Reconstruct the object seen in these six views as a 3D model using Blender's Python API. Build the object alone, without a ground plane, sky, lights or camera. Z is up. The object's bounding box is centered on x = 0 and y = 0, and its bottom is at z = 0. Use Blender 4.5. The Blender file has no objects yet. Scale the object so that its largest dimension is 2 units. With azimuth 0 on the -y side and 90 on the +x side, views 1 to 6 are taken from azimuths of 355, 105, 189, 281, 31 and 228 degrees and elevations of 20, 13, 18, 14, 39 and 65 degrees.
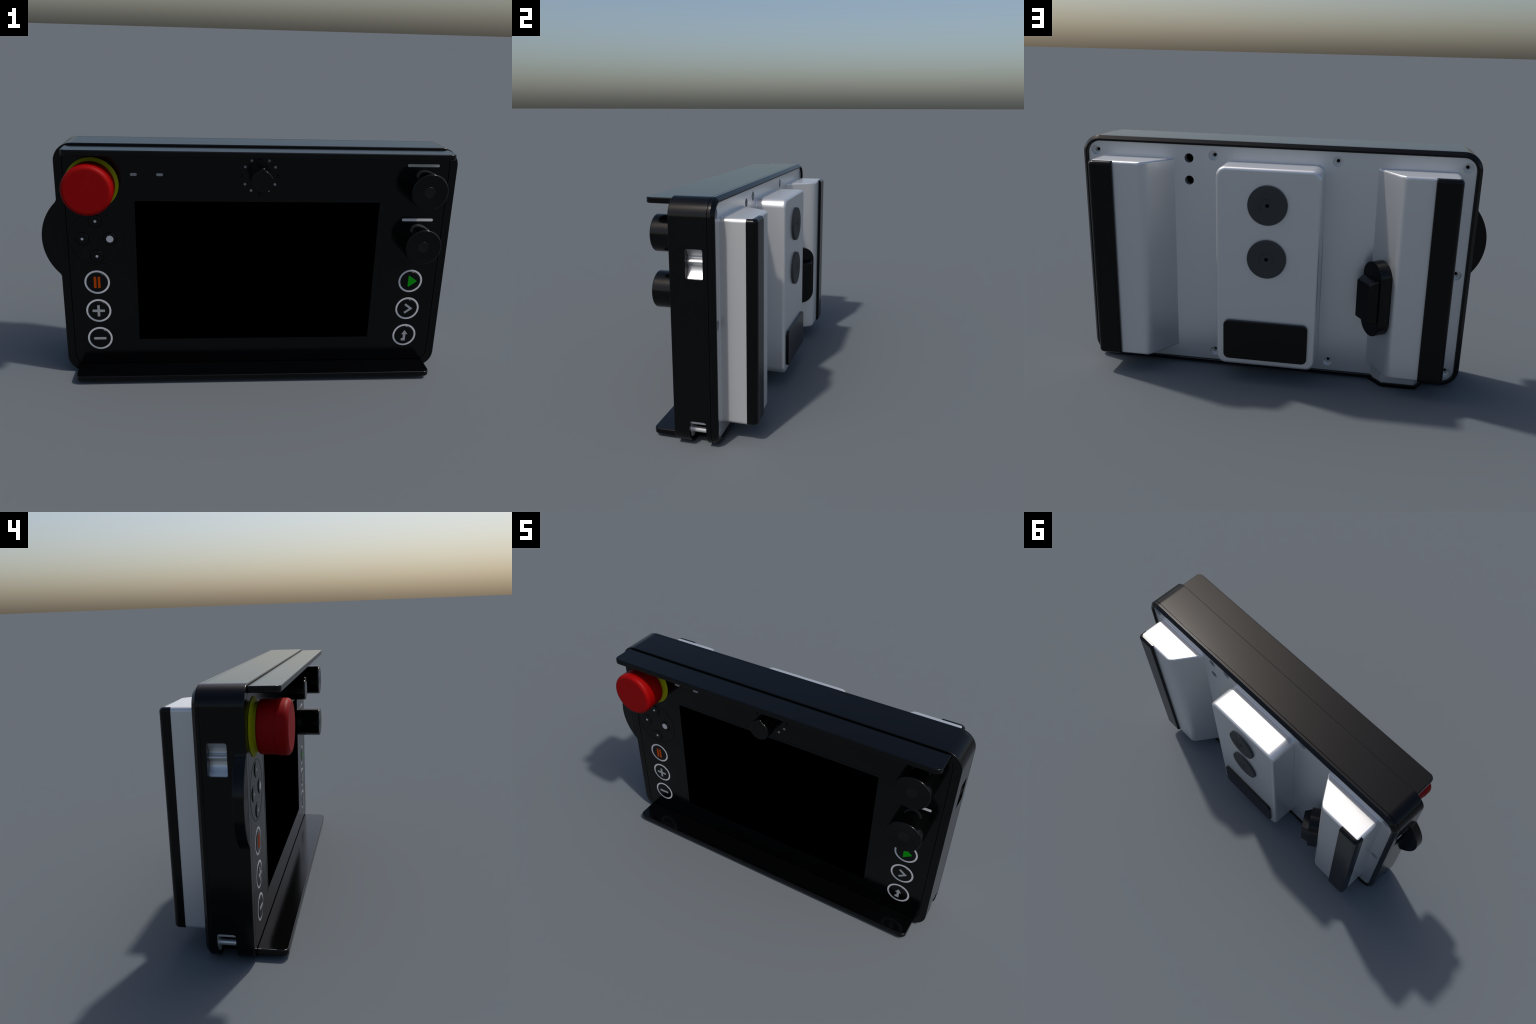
"""Handheld industrial control pendant standing upright: dark glossy housing with a
screen, knobs, emergency stop and ring buttons in front; pale grips and a mounting
block behind.  Metres, z up, front faces -y."""
import bpy, bmesh, math
from mathutils import Vector, Matrix

CX = 0.040            # the body's mid plane
HX = 0.960            # half width of the body
ZB, ZT = 0.0, 1.1815   # bottom and top of the body
CZ = (ZB + ZT) / 2
RC = 0.088            # corner radius of the body
YF = -0.113           # front face
YS = 0.069            # seam between front shell and rear rim
YR = 0.100            # rear edge of the rim
YP = 0.087            # pale back cover
YB = 0.251            # rear face of grips and mounting block


# ------------------------------------------------------------------ materials
def material(name, col, rough=0.4, spec=0.5, metallic=0.0, grain=0.0, grain_scale=300.0,
             rough_var=0.0, coat=0.0, ridges=None):
    m = bpy.data.materials.new(name)
    m.use_nodes = True
    nt = m.node_tree
    b = nt.nodes["Principled BSDF"]
    b.inputs["Base Color"].default_value = (*col, 1)
    b.inputs["Roughness"].default_value = rough
    b.inputs["Metallic"].default_value = metallic
    b.inputs["Specular IOR Level"].default_value = spec
    b.inputs["Coat Weight"].default_value = coat
    if grain or rough_var or ridges:
        tc = nt.nodes.new("ShaderNodeTexCoord")
        n = nt.nodes.new("ShaderNodeTexNoise")
        n.inputs["Scale"].default_value = grain_scale
        n.inputs["Detail"].default_value = 3
        nt.links.new(tc.outputs["Object"], n.inputs["Vector"])
        if rough_var:
            mr = nt.nodes.new("ShaderNodeMapRange")
            mr.inputs["To Min"].default_value = rough - rough_var
            mr.inputs["To Max"].default_value = rough + rough_var
            nt.links.new(n.outputs["Fac"], mr.inputs["Value"])
            nt.links.new(mr.outputs["Result"], b.inputs["Roughness"])
        if grain:
            bp = nt.nodes.new("ShaderNodeBump")
            bp.inputs["Strength"].default_value = grain
            bp.inputs["Distance"].default_value = 0.001
            nt.links.new(n.outputs["Fac"], bp.inputs["Height"])
            nt.links.new(bp.outputs["Normal"], b.inputs["Normal"])
        if ridges:
            w = nt.nodes.new("ShaderNodeTexWave")
            w.inputs["Scale"].default_value = ridges
            w.bands_direction = 'X'
            bp = nt.nodes.new("ShaderNodeBump")
            bp.inputs["Strength"].default_value = 0.25
            bp.inputs["Distance"].default_value = 0.002
            nt.links.new(tc.outputs["Object"], w.inputs["Vector"])
            nt.links.new(w.outputs["Fac"], bp.inputs["Height"])
            nt.links.new(bp.outputs["Normal"], b.inputs["Normal"])
    return m


INKBLACK = (0.0009, 0.0010, 0.0011)
BLACK = material("black_shell_plastic", INKBLACK, 0.155, 0.28)
PANEL = material("black_panel_film", INKBLACK, 0.155, 0.28)
SLAB = material("black_guard_gloss", INKBLACK, 0.155, 0.28)
RIDGED = material("black_ridged_plastic", INKBLACK, 0.155, 0.28, ridges=70)
SCREENM = material("dead_black_screen", (0.0, 0.0, 0.0), 1.0, 0.0)
RUBBER = material("black_rubber", INKBLACK, 0.19, 0.27, grain=0.03, grain_scale=400)
WHITE = material("pale_grey_plastic", (0.72, 0.72, 0.72), 0.35, 0.5, metallic=0.7)
INK = material("white_ink", (0.60, 0.60, 0.61), 0.5, 0.2)
GREYINK = material("grey_ink", (0.34, 0.35, 0.36), 0.5, 0.2)
DARKINK = material("dark_ink", (0.0002, 0.0002, 0.0002), 0.6, 0.1)
ORANGE = material("orange_ink", (0.42, 0.055, 0.0), 0.5, 0.1)
GREEN = material("green_ink", (0.003, 0.28, 0.005), 0.5, 0.1)
RED = material("red_stop_plastic", (0.26, 0.0012, 0.0016), 0.5, 0.10)
YELLOW = material("yellow_ring_plastic", (0.30, 0.30, 0.0), 0.5, 0.10)
DISC = material("dark_grey_washer", (0.050, 0.052, 0.052), 0.55, 0.2)
REFLECTION_GREY = material("painted_reflection_grey", (0.0045, 0.0052, 0.0058), 0.35, 0.25)
HOLE = material("dark_void", (0.0015, 0.0015, 0.002), 0.8, 0.1)

# ------------------------------------------------------------------ helpers
COL = bpy.context.scene.collection


def finish(name, bm, mat, parent=None, loc=(0, 0, 0), smooth=35, weighted=True):
    bmesh.ops.remove_doubles(bm, verts=bm.verts, dist=1e-6)
    bmesh.ops.recalc_face_normals(bm, faces=bm.faces)
    me = bpy.data.meshes.new(name)
    bm.to_mesh(me)
    bm.free()
    me.materials.append(mat)
    ob = bpy.data.objects.new(name, me)
    COL.objects.link(ob)
    ob.location = loc
    if parent is not None:
        ob.parent = parent
    dress(ob, smooth, weighted)
    return ob


def dress(ob, smooth=35, weighted=True):
    me = ob.data
    me.polygons.foreach_set("use_smooth", [True] * len(me.polygons))
    me.set_sharp_from_angle(angle=math.radians(smooth))
    if weighted and not any(m.type == 'WEIGHTED_NORMAL' for m in ob.modifiers):
        w = ob.modifiers.new("weighted", 'WEIGHTED_NORMAL')
        w.keep_sharp = True
        w.weight = 100


def again(ob, loc, parent=None):
    """another copy that shares the mesh"""
    o = ob.copy()
    o.location = loc
    COL.objects.link(o)
    o.parent = parent if parent is not None else ob.parent
    return o


def round_poly(pts, rad, seg=8):
    """outline with rounded corners; rad is a number or one per corner"""
    n = len(pts)
    if not hasattr(rad, '__len__'):
        rad = [rad] * n
    out = []
    for i in range(n):
        p, a, c = Vector(pts[i]), Vector(pts[i - 1]), Vector(pts[(i + 1) % n])
        r = rad[i]
        if r <= 1e-6:
            out.append((p.x, p.y))
            continue
        u, v = (a - p).normalized(), (c - p).normalized()
        ang = u.angle(v)
        t = r / math.tan(ang / 2)
        bis = (u + v).normalized()
        cen = p + bis * (r / math.sin(ang / 2))
        s, e = p + u * t - cen, p + v * t - cen
        th = s.angle_signed(e)
        for k in range(seg + 1):
            q = s.copy()
            q.rotate(Matrix.Rotation(-th * k / seg, 2))
            out.append((cen.x + q.x, cen.y + q.y))
    return out


def rrect(cx, cz, hx, hz, r, seg=10):
    return round_poly([(cx - hx, cz - hz), (cx + hx, cz - hz), (cx + hx, cz + hz), (cx - hx, cz + hz)], r, seg)


def loft(loops, cap0=True, cap1=True, bm=None):
    bm = bm or bmesh.new()
    rows = [[bm.verts.new(p) for p in lp] for lp in loops]
    n = len(rows[0])
    for a, b in zip(rows, rows[1:]):
        for i in range(n):
            bm.faces.new((a[i], a[(i + 1) % n], b[(i + 1) % n], b[i]))
    if cap0:
        bm.faces.new(rows[0])
    if cap1:
        bm.faces.new(rows[-1])
    return bm


def inset(poly, d):
    """outline moved inwards by d, mitred at the corners"""
    n = len(poly)
    area = sum(poly[i - 1][0] * poly[i][1] - poly[i][0] * poly[i - 1][1] for i in range(n))
    sgn = 1 if area > 0 else -1
    out = []
    for i in range(n):
        p = Vector(poly[i])
        a, b = p - Vector(poly[i - 1]), Vector(poly[(i + 1) % n]) - p
        if a.length < 1e-9:
            a = b
        if b.length < 1e-9:
            b = a
        na = Vector((-a.y, a.x)).normalized() * sgn
        nb = Vector((-b.y, b.x)).normalized() * sgn
        m = na + nb
        m = m / max(m.dot(na), 0.3)
        out.append((p.x + m.x * d, p.y + m.y * d))
    return out


def edge_steps(t0, t1, w0, w1, seg):
    """(inset, level) pairs from one face of a plate to the other with rounded edges"""
    st = []
    sg = 1 if t1 > t0 else -1
    if w0 > 0:
        st += [(w0 * (1 - math.sin(math.pi / 2 * k / seg)), t0 + sg * w0 * (1 - math.cos(math.pi / 2 * k / seg))) for k in range(seg + 1)]
    else:
        st.append((0, t0))
    if w1 > 0:
        st += [(w1 * (1 - math.cos(math.pi / 2 * k / seg)), t1 - sg * w1 * (1 - math.sin(math.pi / 2 * k / seg))) for k in range(seg + 1)]
    else:
        st.append((0, t1))
    return st


def slab_xz(poly, y0, y1, bev_front=0.0, bev_rear=0.0, seg=4):
    """plate with an outline in x,z between y0 (front) and y1 (rear), rounded edges"""
    return loft([[(x, y, z) for x, z in inset(poly, d)] for d, y in edge_steps(y0, y1, bev_front, bev_rear, seg)])


def slab_xy(poly, z0, z1, bev=0.0, seg=4):
    return loft([[(x, y, z) for x, y in inset(poly, d)] for d, z in edge_steps(z0, z1, bev, bev, seg)])


def lathe(profile, seg=64, closed=False):
    """turn (radius, y) pairs about the y axis"""
    bm = bmesh.new()
    rows = []
    for r, y in profile:
        if r < 1e-7:
            rows.append([bm.verts.new((0, y, 0))])
        else:
            rows.append([bm.verts.new((r * math.cos(2 * math.pi * k / seg), y, r * math.sin(2 * math.pi * k / seg)))
                         for k in range(seg)])
    for a, b in zip(rows, rows[1:]):
        for i in range(seg):
            j = (i + 1) % seg
            if len(a) == 1:
                bm.faces.new((a[0], b[j], b[i]))
            elif len(b) == 1:
                bm.faces.new((a[i], a[j], b[0]))
            else:
                bm.faces.new((a[i], a[j], b[j], b[i]))
    return bm


def arc(cr, cy, rad, a0, a1, n=6):
    return [(cr + rad * math.cos(math.radians(a0 + (a1 - a0) * k / n)),
             cy + rad * math.sin(math.radians(a0 + (a1 - a0) * k / n))) for k in range(n + 1)]


def ring_xz(outer, inner, y0, y1):
    """flat ring between two outlines with the same count of points"""
    bm = bmesh.new()
    n = len(outer)
    L = [[bm.verts.new((x, y, z)) for x, z in p] for p, y in ((outer, y0), (inner, y0), (inner, y1), (outer, y1))]
    for a in range(4):
        b = (a + 1) % 4
        for i in range(n):
            j = (i + 1) % n
            bm.faces.new((L[a][i], L[a][j], L[b][j], L[b][i]))
    return bm


def cyl_along(axis, r, a, b, c0, c1, seg=40, sx=1.0, sy=1.0):
    """cylinder along an axis, between a and b, centred at c0,c1 in the other two axes"""
    bm = bmesh.new()
    loops = []
    for t in (a, b):
        lp = []
        for k in range(seg):
            u, v = r * sx * math.cos(2 * math.pi * k / seg), r * sy * math.sin(2 * math.pi * k / seg)
            lp.append({'x': (t, c0 + u, c1 + v), 'y': (c0 + u, t, c1 + v), 'z': (c0 + u, c1 + v, t)}[axis])
        loops.append(lp)
    return loft(loops)


def boxbm(x0, x1, y0, y1, z0, z1):
    return slab_xy([(x0, y0), (x1, y0), (x1, y1), (x0, y1)], z0, z1)


def carve(ob, cutters, smooth=35):
    """cut solids out of an object and keep the result as plain mesh"""
    bm = bmesh.new()
    for c in cutters:
        bmesh.ops.recalc_face_normals(c, faces=c.faces)
        me = bpy.data.meshes.new("cutter_tmp")
        c.to_mesh(me)
        c.free()
        co = bpy.data.objects.new("cutter_tmp", me)
        COL.objects.link(co)
        for m in list(ob.modifiers):
            ob.modifiers.remove(m)
        md = ob.modifiers.new("cut", 'BOOLEAN')
        md.operation = 'DIFFERENCE'
        md.solver = 'EXACT'
        md.object = co
        dg = bpy.context.evaluated_depsgraph_get()
        dg.update()
        new = bpy.data.meshes.new_from_object(ob.evaluated_get(dg))
        ob.modifiers.remove(md)
        old = ob.data
        nm = old.name
        ob.data = new
        bpy.data.meshes.remove(old)
        new.name = nm
        bpy.data.objects.remove(co)
        bpy.data.meshes.remove(me)
    bm.free()
    dress(ob, smooth)


# ------------------------------------------------------------------ the thing
root = bpy.data.objects.new("control_pendant", None)
COL.objects.link(root)
root.empty_display_size = 0.2
root["label"] = "black handheld robot control pendant with screen, red stop button and pale rear grips"
root["category"] = "remote control"

# ---- front shell -----------------------------------------------------------
housing = finish("housing", slab_xz(rrect(CX, CZ, HX, ZT / 2, RC, 14), YF, YS - 0.001, 0.0038, 0.0012), BLACK, root)
PIN = 0.0385    # inset of the front panel
panel_out = lambda d: rrect(CX, 0.5945, HX - PIN - d, 0.5505 - d, 0.05 - d, 10)
SLOT_Y0, SLOT_Y1 = -0.036, 0.046
cut = [slab_xz(panel_out(0), YF - 0.02, YF + 0.012),
       slab_xz(rrect(CX, CZ, HX - 0.027, ZT / 2 - 0.027, RC - 0.027, 14), 0.049, YS + 0.02)]
for z in (1.091, 0.983):
    cut.append(cyl_along('y', 0.0260, -0.08, 0.06, 0.460, z, 32))
for side in (-1, 1):
    xs = CX + side * HX
    xa, xb = xs - side * 0.095, xs + side * 0.05
    # side window: round-cornered opening
    w = loft([[(xa, y, z) for y, z in rrect((SLOT_Y0 + SLOT_Y1) / 2, 0.890, 0.041, 0.0685, 0.009, 5)],
              [(xb, y, z) for y, z in rrect((SLOT_Y0 + SLOT_Y1) / 2, 0.890, 0.041, 0.0685, 0.009, 5)]])
    cut.append(w)
    # open notch at the lower corner
    cav = round_poly([(xs - side * 0.20, 0.013), (xs - side * 0.013, 0.013), (xs - side * 0.013, 0.26), (xs - side * 0.20, 0.26)],
                     [0.004, 0.075, 0.004, 0.004], 10)
    cut.append(slab_xz(cav, -0.094, 0.0470))
    w = loft([[(xs - side * 0.120, y, z) for y, z in rrect((SLOT_Y0 + SLOT_Y1) / 2, 0.035, 0.041, 0.1, 0.012, 5)],
              [(xb, y, z) for y, z in rrect((SLOT_Y0 + SLOT_Y1) / 2, 0.035, 0.041, 0.1, 0.012, 5)]])
    cut.append(w)
carve(housing, cut)

# pale strap anchors inside the side openings
ym = (SLOT_Y0 + SLOT_Y1) / 2


for side in (-1, 1):
    xs = CX + side * HX
    # one softly waved plate: two hollows with a rounded bar between them
    wave = [(0.962, 0.014), (0.945, 0.024), (0.932, 0.033), (0.921, 0.040), (0.912, 0.040), (0.904, 0.031), (0.8965, 0.025),
            (0.889, 0.028), (0.882, 0.036), (0.872, 0.039), (0.858, 0.038), (0.843, 0.031), (0.830, 0.020), (0.818, 0.010)]
    path = []
    for k in range(len(wave) - 1):          # smooth curve through the profile points
        p0, p1, p2, p3 = (Vector(wave[max(k - 1, 0)]), Vector(wave[k]), Vector(wave[k + 1]), Vector(wave[min(k + 2, len(wave) - 1)]))
        for t in (0.0, 0.25, 0.5, 0.75):
            path.append(0.5 * ((2 * p1) + (p2 - p0) * t + (2 * p0 - 5 * p1 + 4 * p2 - p3) * t * t + (3 * p1 - p0 - 3 * p2 + p3) * t ** 3))
    path.append(Vector(wave[-1]))
    loops = [[(xs - side * p.y, y, p.x) for p in path] + [(xs - side * 0.090, y, 0.818), (xs - side * 0.090, y, 0.962)]
             for y in (ym - 0.0405, ym + 0.0405)]
    finish("strap_recess", loft(loops), WHITE, housing, smooth=50)
    rec = finish("strap_recess", boxbm(min(xs - side * 0.013, xs - side * 0.032), max(xs - side * 0.013, xs - side * 0.032),
                                       ym - 0.050, 0.0465, 0.118, 0.150), WHITE, housing, smooth=50)
    finish("strap_bar", cyl_along('y', 0.0135, SLOT_Y0 - 0.002, 0.0465, xs - side * 0.050, 0.073, 24), WHITE, rec)
    # pale cheeks either side of the notch, following the rounded corner of the shell
    cheek = round_poly([(xs - side * 0.006, 0.134), (xs - side * 0.005, 0.085), (xs - side * 0.024, 0.046), (xs - side * 0.062, 0.030),
                        (xs - side * 0.110, 0.080), (xs - side * 0.110, 0.134)], [0.001, 0.03, 0.03, 0.014, 0.02, 0.001], 6)
    for y0, y1 in ((SLOT_Y0 - 0.0045, SLOT_Y0 - 0.001), (0.0440, 0.0464)):
        finish("strap_cheek", slab_xz(cheek, y0, y1), WHITE, rec)

# thumb-wheel hump on the left side: a disc faired into the side by two small fillets
hx, hz, HR, FR = -0.744, 0.7205, 0.256, 0.030
fx = -0.920 - FR
dz = math.sqrt((HR + FR) ** 2 - (fx - hx) ** 2)
pts = []
ang_t = math.degrees(math.atan2(dz, fx - hx))          # direction of upper fillet centre
for k in range(9):                                      # upper fillet, from the side outwards
    a = math.radians(0 + (ang_t - 180 - 0) * k / 8)
    pts.append((fx + FR * math.cos(a), hz + dz + FR * math.sin(a)))
for k in range(1, 40):
    a = math.radians(ang_t + (360 - 2 * ang_t) * k / 40)
    pts.append((hx + HR * math.cos(a), hz + HR * math.sin(a)))
for k in range(9):
    a = math.radians((180 - ang_t) + (ang_t - 180) * k / 8)
    pts.append((fx + FR * math.cos(a), hz - dz + FR * math.sin(a)))
pts += [(-0.905, hz - dz), (-0.905, hz + dz)]
hump = finish("side_hump", slab_xz(pts, YF + 0.0010, -0.0655, 0.003, 0.003), BLACK, housing, smooth=40)
# its finely ridged face plate
face = [(hx + (HR - 0.006) * math.cos(a), hz + (HR - 0.006) * math.sin(a))
        for a in [math.radians(138 + 84 * k / 40) for k in range(41)]]
finish("ridged_face", slab_xz([p for p in face if p[0] < -0.921], YF + 0.0005, YF + 0.01), RIDGED, hump)

# ---- rear rim --------------------------------------------------------------
def rim_loop(d, y, r=None):
    return [(x, y, z) for x, z in rrect(CX, CZ, HX - d, ZT / 2 - d, RC - min(d, 0.05), 14)]


rim_rows = [rim_loop(0.03, YS), rim_loop(0.0012, YS), rim_loop(0.0, YS + 0.0015), rim_loop(0.0, YR - 0.0175),
            rim_loop(0.0006, YR - 0.0160), rim_loop(0.0150, YR - 0.0008), rim_loop(0.0168, YR),
            rim_loop(0.0235, YR), rim_loop(0.0245, YR - 0.001), rim_loop(0.0255, YP - 0.01), rim_loop(0.030, YS)]
rim = finish("rear_rim", loft(rim_rows, False, False), BLACK, root, smooth=30)

# ---- pale back cover -------------------------------------------------------
back = finish("back_cover", slab_xz(rrect(CX, CZ, HX - 0.0250, ZT / 2 - 0.0250, RC - 0.0250, 14), 0.050, YP, 0, 0.003), WHITE, root)
screws = [(0.934, 1.109), (0.338, 1.109), (-0.261, 1.109), (-0.854, 1.109), (0.934, 0.5925), (-0.854, 0.5925),
          (0.934, 0.074), (0.338, 0.074), (-0.261, 0.074), (-0.854, 0.074)]
cut = []
for x, z in screws:
    cut.append(cyl_along('y', 0.0245, YP - 0.021, YP + 0.02, x, z, 32))
    cut.append(cyl_along('y', 0.0125, YP - 0.034, YP + 0.02, x, z, 24))
for z in (1.091, 0.983):
    cut.append(cyl_along('y', 0.0225, YP - 0.080, YP + 0.02, 0.460, z, 32))
carve(back, cut)
first = None
for x, z in screws:
    if first is None:
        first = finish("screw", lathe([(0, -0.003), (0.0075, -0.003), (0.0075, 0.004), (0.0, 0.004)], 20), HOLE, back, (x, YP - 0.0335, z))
    else:
        again(first, (x, YP - 0.0335, z))
# ---- mounting block in the middle of the back -----------------------------
FIL = 0.006     # cove at the foot of grips and block


def cove_steps(n=6):
    """(extra width, y) going up the cove"""
    return [(FIL * (1 - math.sin(math.pi / 2 * k / n)), YP - 0.001 + (FIL + 0.001) * (1 - math.cos(math.pi / 2 * k / n))) for k in range(n + 1)]


def round_steps(r, y1, n=5):
    return [(-r * (1 - math.cos(math.pi / 2 * k / n)), y1 - r + r * math.sin(math.pi / 2 * k / n)) for k in range(n + 1)]


bx, bz, bhx, bhz, br = 0.0405, 0.5910, 0.2470, 0.4965, 0.045
rows = [[(x, y, z) for x, z in rrect(bx, bz, bhx + d, bhz + d, max(br + d, 0.01), 10)]
        for d, y in cove_steps() + round_steps(0.016, YB)]
block = finish("mounting_block", loft(rows, False, True), WHITE, root, smooth=45)
pad = finish("rubber_pad", slab_xz(rrect(0.0400, 0.2345, 0.2075, 0.1015, 0.026, 8), YB - 0.01, YB + 0.0160, 0, 0.004), RUBBER, block)
wp = [(0.0, YB + 0.001), (0.0085, YB + 0.001), (0.0095, YB + 0.0118), (0.0105, YB + 0.0124), (0.0325, YB + 0.0124), (0.0335, YB + 0.0140),
      (0.0365, YB + 0.0140), (0.0370, YB + 0.0134), (0.0380, YB + 0.0134), (0.0385, YB + 0.0140), (0.0900, YB + 0.0140), (0.0928, YB + 0.0128), (0.0935, YB + 0.010), (0.0935, YB - 0.004), (0.0, YB - 0.004)]
wp = [(r, y - YB) for r, y in wp]
disc = finish("washer_disc", lathe(wp, 72), DISC, block, (0.0405, YB, 0.9185), smooth=25)
disc_b = again(disc, (0.0405, YB, 0.6595))
for d in (disc, disc_b):
    finish("hex_socket", lathe([(0, -0.002), (0.0088, -0.002), (0.0088, 0.0045), (0, 0.0045)], 6), HOLE, d)

# ---- hand grips ------------------------------------------------------------
GZ0, GZ1 = 0.0940, 1.0865
XI0, XI1, XO = 0.494, 0.604, 0.862       # distances from the mid plane


def grip(side):
    def inner(y):
        return XI0 + (XI1 - XI0) * (y - YP) / (YB - YP)
    rows = []

    def section(xi, e_o, e_z, y, rc):
        p = [(xi, GZ0 - e_z), (XO + e_o, GZ0 - e_z), (XO + e_o, GZ1 + e_z), (xi, GZ1 + e_z)]
        q = round_poly(p, [0.010, rc, rc, 0.010], 5)
        return [(CX + side * x, y, z) for x, z in q]
    for d, y in cove_steps(6):
        rows.append(section(inner(y), d, d, y, 0.020 + d))
    for k in range(1, 4):
        y = 0.095 + (0.215 - 0.095) * k / 3
        rows.append(section(inner(y), 0, 0, y, 0.020))
    # rounded rear: inner edge by a wide arc, ends and outer edge by a small one
    ya, n = 0.215, 8
    x0, x2 = inner(ya), inner(YB) + 0.022
    x1 = inner(YB)
    for k in range(1, n + 1):
        t = k / n
        y = (1 - t) ** 2 * ya + 2 * t * (1 - t) * YB + t * t * YB
        xi = (1 - t) ** 2 * x0 + 2 * t * (1 - t) * x1 + t * t * x2
        s = max(0.0, (y - (YB - 0.013)) / 0.013)
        dz_ = 0.013 * (1 - math.sqrt(max(0.0, 1 - s * s)))
        rows.append(section(xi, -dz_ * 1.4, -dz_, y, 0.020))
    g = finish("hand_grip", loft(rows, False, True), WHITE, root, smooth=45)
    # rubber strip wrapping the outer rear corner
    xa, xb, y0, y1 = 0.745, XO + 0.0020, 0.2150, 0.2675
    r = 0.017
    z_lo, z_hi = GZ0 + 0.0012, GZ1 - 0.0012

    def prof(d, z):
        # outer and rear faces draw in towards the rounded ends
        p = round_poly([(xa, y0), (xb - 1.1 * d, y0), (xb - 1.1 * d, y1 - d), (xa, y1 - d)],
                       [0.0005, 0.0008, 0.024 - d * 0.6, 0.007 - d * 0.2], 8)
        return [(CX + side * x, y, z) for x, y in p]
    steps = [(r * (1 - math.cos(math.pi / 2 * k / 7)), r * (1 - math.sin(math.pi / 2 * k / 7))) for k in range(8)]
    loops = [prof(d, z_lo + h) for d, h in reversed(steps)] + [prof(d, z_hi - h) for d, h in steps]
    finish("grip_strip", loft(loops), RUBBER, g, smooth=40)
    return g


grip_right = grip(1)
grip_left = grip(-1)

# ---- enabling switch on the sloped inner face of the left grip ------------
t_dir = Vector((-(XI1 - XI0), YB - YP, 0)).normalized()     # along the slope, towards the rear
n_dir = Vector((t_dir.y, -t_dir.x, 0))                      # out of the slope
base = Vector((CX - XI0, YP, 0))


def on_slope(s, h, z):
    p = base + t_dir * s + n_dir * h
    return (p.x, p.y, z)


stad = round_poly([(0.0155, 0.292), (0.1735, 0.292), (0.1735, 0.667), (0.0155, 0.667)], 0.0789, 14)


rows = [[on_slope(s, h, z) for s, z in inset(stad, d)] for d, h in
        ((0, -0.01), (0, 0.056), (0.001, 0.0585), (0.004, 0.060))]
switch = finish("enabling_switch", loft(rows), BLACK, grip_left)
pl = lambda d: round_poly([(0.022 + d, 0.374 + d * 0.5), (0.156 - d * 1.1, 0.374 + d * 0.5), (0.156 - d * 1.1, 0.587 - d * 1.4), (0.022 + d, 0.587 - d * 1.4)], 0.006, 4)
rows = [[on_slope(s, h, z) for s, z in pl(d)] for d, h in ((0, 0.055), (0.0, 0.062), (0.012, 0.1005), (0.0135, 0.1025), (0.0165, 0.1035))]
finish("paddle", loft(rows), BLACK, switch)

# ---- cable foot below the left grip ----------------------------------------
plan = lambda d: round_poly([(-0.460 - d * 1.4, 0.080), (-0.5345 - d * 0.4, 0.160 - d), (-0.707 + d * 0.4, 0.160 - d), (-0.750 + d * 1.4, 0.080)],
                            [0.002, 0.022, 0.022, 0.002], 6)
foot = finish("cable_boot", slab_xy(plan(0.010), 0.018, 0.112), WHITE, root)
finish("boot_plate", slab_xy(plan(0), 0.0, 0.020, 0.003), BLACK, foot)

# ---- front panel -----------------------------------------------------------
panel = finish("front_panel", slab_xz(panel_out(0.0030), YF, YF + 0.011, 0.0012), PANEL, root)
SX0, SX1, SZ0, SZ1 = -0.555, 0.6315, 0.181, 0.909
sc = ((SX0 + SX1) / 2, (SZ0 + SZ1) / 2, (SX1 - SX0) / 2, (SZ1 - SZ0) / 2)
finish("screen_bezel", ring_xz(rrect(sc[0], sc[1], sc[2] + 0.014, sc[3] + 0.014, 0.004, 4),
                               rrect(sc[0], sc[1], sc[2] + 0.0005, sc[3] + 0.0005, 0.001, 4), YF - 0.0008, YF + 0.002), PANEL, panel)
finish("screen", slab_xz(rrect(*sc, 0.0008, 2), YF - 0.0007, YF + 0.002), SCREENM, panel)

# guards above and below the panel
for nm, z0, z1, yf in (("top_visor", 1.1450, 1.1725, -0.2450), ("bottom_ledge", 0.0150, 0.0430, -0.2475)):
    gp = round_poly([(CX - 0.902, YF + 0.002), (CX + 0.902, YF + 0.002), (CX + 0.902, yf), (CX - 0.902, yf)],
                    [0.001, 0.001, 0.030, 0.030], 8)
    finish(nm, slab_xy(gp, z0, z1, 0.005), SLAB, root)

# ---- emergency stop --------------------------------------------------------
ex, ez = -0.7500, 0.9920
yel = [(0.0, YF - 0.0005), (0.1240, YF - 0.0005), (0.1247, YF - 0.0014), (0.1240, YF - 0.0030), (0.106, YF - 0.0130), (0.103, YF - 0.0155),
       (0.102, YF - 0.034), (0, YF - 0.034)]
collar = finish("stop_collar", lathe([(r, y) for r, y in yel], 96), YELLOW, root, (ex, 0, ez), smooth=30)
redp = [(0.0, -0.139)] + arc(0.103, -0.149, 0.010, 90, 0, 6) + [(0.1135, -0.212)] + [(0.1140, -0.2145), (0.1165, -0.2185)] \
    + arc(0.0970, -0.2510, 0.0195, 0, -90, 10) + [(0.0, -0.2705)]
finish("stop_button", lathe(redp, 96), RED, collar, smooth=40)

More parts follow.
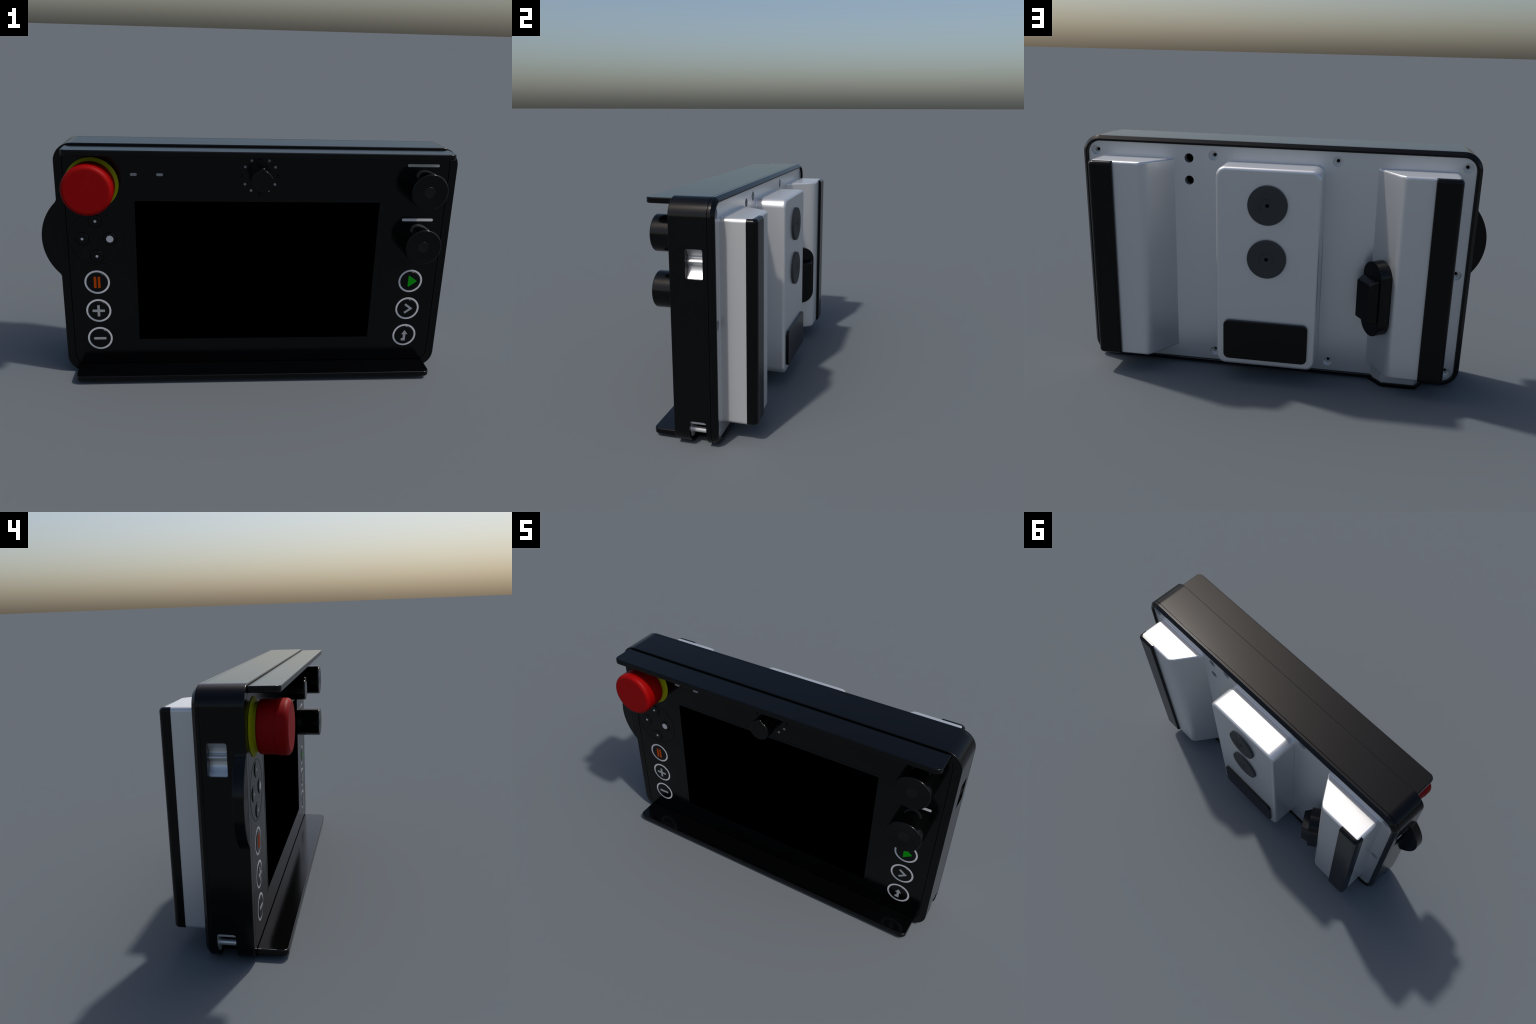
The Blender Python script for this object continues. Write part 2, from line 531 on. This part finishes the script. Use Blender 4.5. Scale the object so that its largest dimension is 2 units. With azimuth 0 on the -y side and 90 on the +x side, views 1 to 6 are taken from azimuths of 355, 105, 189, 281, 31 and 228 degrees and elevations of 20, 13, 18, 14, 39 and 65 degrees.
# ---- jog knobs with a finger hollow above and below ------------------------
kp = [(0, YF + 0.002), (0.0885, YF + 0.002), (0.0885, -0.2325)] + arc(0.0815, -0.2325, 0.007, 0, -90, 6)[1:] \
    + [(0.0815 * (1 - k / 9), -0.2345 - 0.0050 * (1 - k / 9) ** 2) for k in range(1, 10)]
knob = finish("jog_knob", lathe(kp, 96), BLACK, root, (0.832, 0, 0.992), smooth=40)
carve(knob, [cyl_along('z', 0.047, 0.020, 0.2, 0.0, -0.162, 40, 1.18, 0.92),
             cyl_along('z', 0.047, -0.2, -0.020, 0.0, -0.162, 40, 1.18, 0.92)], smooth=40)
knob_b = again(knob, (0.832, 0, 0.7195))
for k in (knob, knob_b):  # soft reflection on each knob face, modelled as a lighter grey disc
    finish("knob_reflection_disc", lathe([(0, -0.2349), (0.020, -0.2354), (0.0255, -0.2356), (0.0262, -0.2350), (0.0262, -0.232), (0, -0.232)], 40), REFLECTION_GREY, k, smooth=40)
first = None
for z in (1.095, 0.8225):
    if first is None:
        first = finish("knob_bar", slab_xz(rrect(0, 0, 0.0787, 0.0068, 0.0066, 6), YF - 0.001, YF + 0.002), INK, panel, (0.8305, 0, z))
    else:
        again(first, (0.8305, 0, z))

# ---- mode dial with a pointer ----------------------------------------------
mx, mz, MR, PR, PZ = 0.040, 1.0365, 0.0530, 0.0165, 0.0480
mp = []
f = 0.007                                   # fillet between rim and pointer nose
dd = PZ
# fillet centre touches the rim circle and the nose circle
ra, rb = MR + f, PR + f
zc = (ra * ra - rb * rb + dd * dd) / (2 * dd)
xc = math.sqrt(max(ra * ra - zc * zc, 1e-9))
a_rim = math.degrees(math.atan2(zc, xc))
a_nose = math.degrees(math.atan2(zc - dd, xc))
for k in range(49):
    a = math.radians(180 - a_rim + (180 + 2 * a_rim) * k / 48)
    mp.append((MR * math.cos(a), MR * math.sin(a)))
for k in range(1, 9):
    a = math.radians(180 + a_rim + ((180 + a_nose) - (180 + a_rim)) * k / 8)
    mp.append((xc + f * math.cos(a), zc + f * math.sin(a)))
for k in range(1, 16):
    a = math.radians(a_nose + (180 - 2 * a_nose) * k / 16)
    mp.append((PR * math.cos(a), dd + PR * math.sin(a)))
for k in range(8):
    a = math.radians(-a_nose + (a_nose - a_rim) * k / 8)
    mp.append((-xc + f * math.cos(a), zc + f * math.sin(a)))
dial = finish("mode_dial", slab_xz(mp, -0.240, YF + 0.002, 0.0075, 0, 4), BLACK, root, (mx, 0, mz), smooth=40)
finish("dial_mark", lathe([(0, -0.2406), (0.0035, -0.2406), (0.0035, -0.239), (0, -0.239)], 16), DARKINK, dial, (0, 0, dd - 0.004))
first = None
for a in (30, 60, 120, 150, 210, 240, 300, 330):
    p = (0.0395 + 0.083 * math.cos(math.radians(a)), 0, 1.0375 + 0.083 * math.sin(math.radians(a)))
    if first is None:
        first = finish("dial_dot", lathe([(0, YF - 0.001), (0.0063, YF - 0.001), (0.0063, YF + 0.001), (0, YF + 0.001)], 20), GREYINK, panel, p)
    else:
        again(first, p)
# small dark pictograms at the quarter positions: a head over a base line
pic = lathe([(0, YF - 0.0008), (0.0045, YF - 0.0008), (0.0045, YF + 0.001), (0, YF + 0.001)], 14)
loft([[(x, YF - 0.0008, z) for x, z in rrect(0, -0.011, 0.007, 0.0022, 0.002, 3)],
      [(x, YF + 0.001, z) for x, z in rrect(0, -0.011, 0.007, 0.0022, 0.002, 3)]], bm=pic)
first = finish("dial_pictogram", pic, DARKINK, panel, (-0.048, 0, 1.041))
for p in ((0.125, 0, 1.041), (0.039, 0, 0.951), (0.039, 0, 1.129)):
    again(first, p)

# ---- status lights ---------------------------------------------------------
led = finish("status_light", slab_xz(rrect(0, 0, 0.0158, 0.0066, 0.0064, 6), YF - 0.001, YF + 0.002), GREYINK, panel, (-0.5555, 0, 1.0375))
again(led, (-0.434, 0, 1.0375))

# ---- direction pad ---------------------------------------------------------
px, pz = -0.7445, 0.7205
circ = lambda r, n=72: [(r * math.cos(2 * math.pi * k / n), r * math.sin(2 * math.pi * k / n)) for k in range(n)]
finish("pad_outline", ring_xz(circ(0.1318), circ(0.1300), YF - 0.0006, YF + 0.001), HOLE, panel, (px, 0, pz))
bp_ = [(0, YF + 0.004), (0.031, YF + 0.004), (0.031, YF + 0.0005)] + arc(0.0270, YF + 0.0005, 0.0040, 0, -90, 5)[1:] + [(0, YF - 0.0038)]
gap = ring_xz(circ(0.0335, 48), circ(0.0305, 48), YF - 0.0007, YF + 0.001)
first = None
for dx, dz_, big in ((0, 0.0885, 0), (-0.0655, 0, 0), (0.0655, 0, 1), (0, -0.0885, 0)):
    p = (px + dx, 0, pz + dz_)
    if first is None:
        first = finish("pad_button", lathe(bp_, 48), PANEL, root, p, smooth=40)
        g0 = finish("button_gap", gap, HOLE, first)
        b = first
        d0 = finish("button_dot", lathe([(0, YF - 0.0044), (0.0066, YF - 0.0044), (0.0066, YF - 0.003), (0, YF - 0.003)], 24), INK, b)
    else:
        b = again(first, p, root)
        again(g0, (0, 0, 0), b)
        if big:
            finish("button_dot", lathe([(0, YF - 0.0044), (0.0172, YF - 0.0044), (0.0172, YF - 0.003), (0, YF - 0.003)], 36), INK, b)
        else:
            again(d0, (0, 0, 0), b)

# ---- six ring buttons ------------------------------------------------------
RO, RI = 0.0617, 0.0525
ybt = YF - 0.0030
bprof = [(0, YF + 0.004), (0.0500, YF + 0.004), (0.0500, ybt + 0.004)] + arc(0.046, ybt + 0.004, 0.004, 0, -90, 5)[1:] + [(0, ybt)]


def bar_shape(w, h, r=0.0015, cx=0.0, cz=0.0):
    return rrect(cx, cz, w / 2, h / 2, r, 3)


def glyph(polys):
    bm = bmesh.new()
    for p in polys:
        loft([[(x, ybt - 0.0008, z) for x, z in p], [(x, ybt + 0.002, z) for x, z in p]], bm=bm)
    return bm


ring_mesh = ring_xz(circ(RO), circ(RI), YF - 0.0004, YF + 0.001)
ring_ob = btn_ob = None
chevron = [(-0.0175, 0.0195), (-0.0110, 0.0285), (0.0275, 0.0), (-0.0110, -0.0285), (-0.0175, -0.0195), (0.0095, 0.0)]
arrow = [(0.0, 0.0285), (0.0165, 0.0045), (0.0065, 0.0045), (0.0065, -0.032), (-0.0155, -0.032), (-0.0155, -0.0195),
         (-0.0065, -0.0195), (-0.0065, 0.0045), (-0.0165, 0.0045)]
icons = (
    ("pause_symbol", -0.7515, 0.4955, ORANGE, [bar_shape(0.0120, 0.0595, 0.001, -0.0098), bar_shape(0.0120, 0.0595, 0.001, 0.0098)]),
    ("plus_symbol", -0.7520, 0.3420, GREYINK, [bar_shape(0.0610, 0.0125), bar_shape(0.0125, 0.0245, 0.001, 0, 0.0184), bar_shape(0.0125, 0.0245, 0.001, 0, -0.0184)]),
    ("minus_symbol", -0.7525, 0.1885, GREYINK, [bar_shape(0.0610, 0.0128)]),
    ("play_symbol", 0.8310, 0.4955, GREEN, [round_poly([(-0.0125, -0.033), (0.0345, 0.0), (-0.0125, 0.033)], 0.003, 4)]),
    ("next_symbol", 0.8310, 0.3420, GREYINK, [chevron]),
    ("return_symbol", 0.8310, 0.1885, GREYINK, [arrow]),
)
for nm, x, z, mat, polys in icons:
    if btn_ob is None:
        b = btn_ob = finish("push_button", lathe(bprof, 64), PANEL, root, (x, 0, z), smooth=40)
        ring_ob = finish("button_ring", ring_mesh, INK, b)
    else:
        b = again(btn_ob, (x, 0, z), root)
        again(ring_ob, (0, 0, 0), b)
    finish(nm, glyph(polys), mat, b)
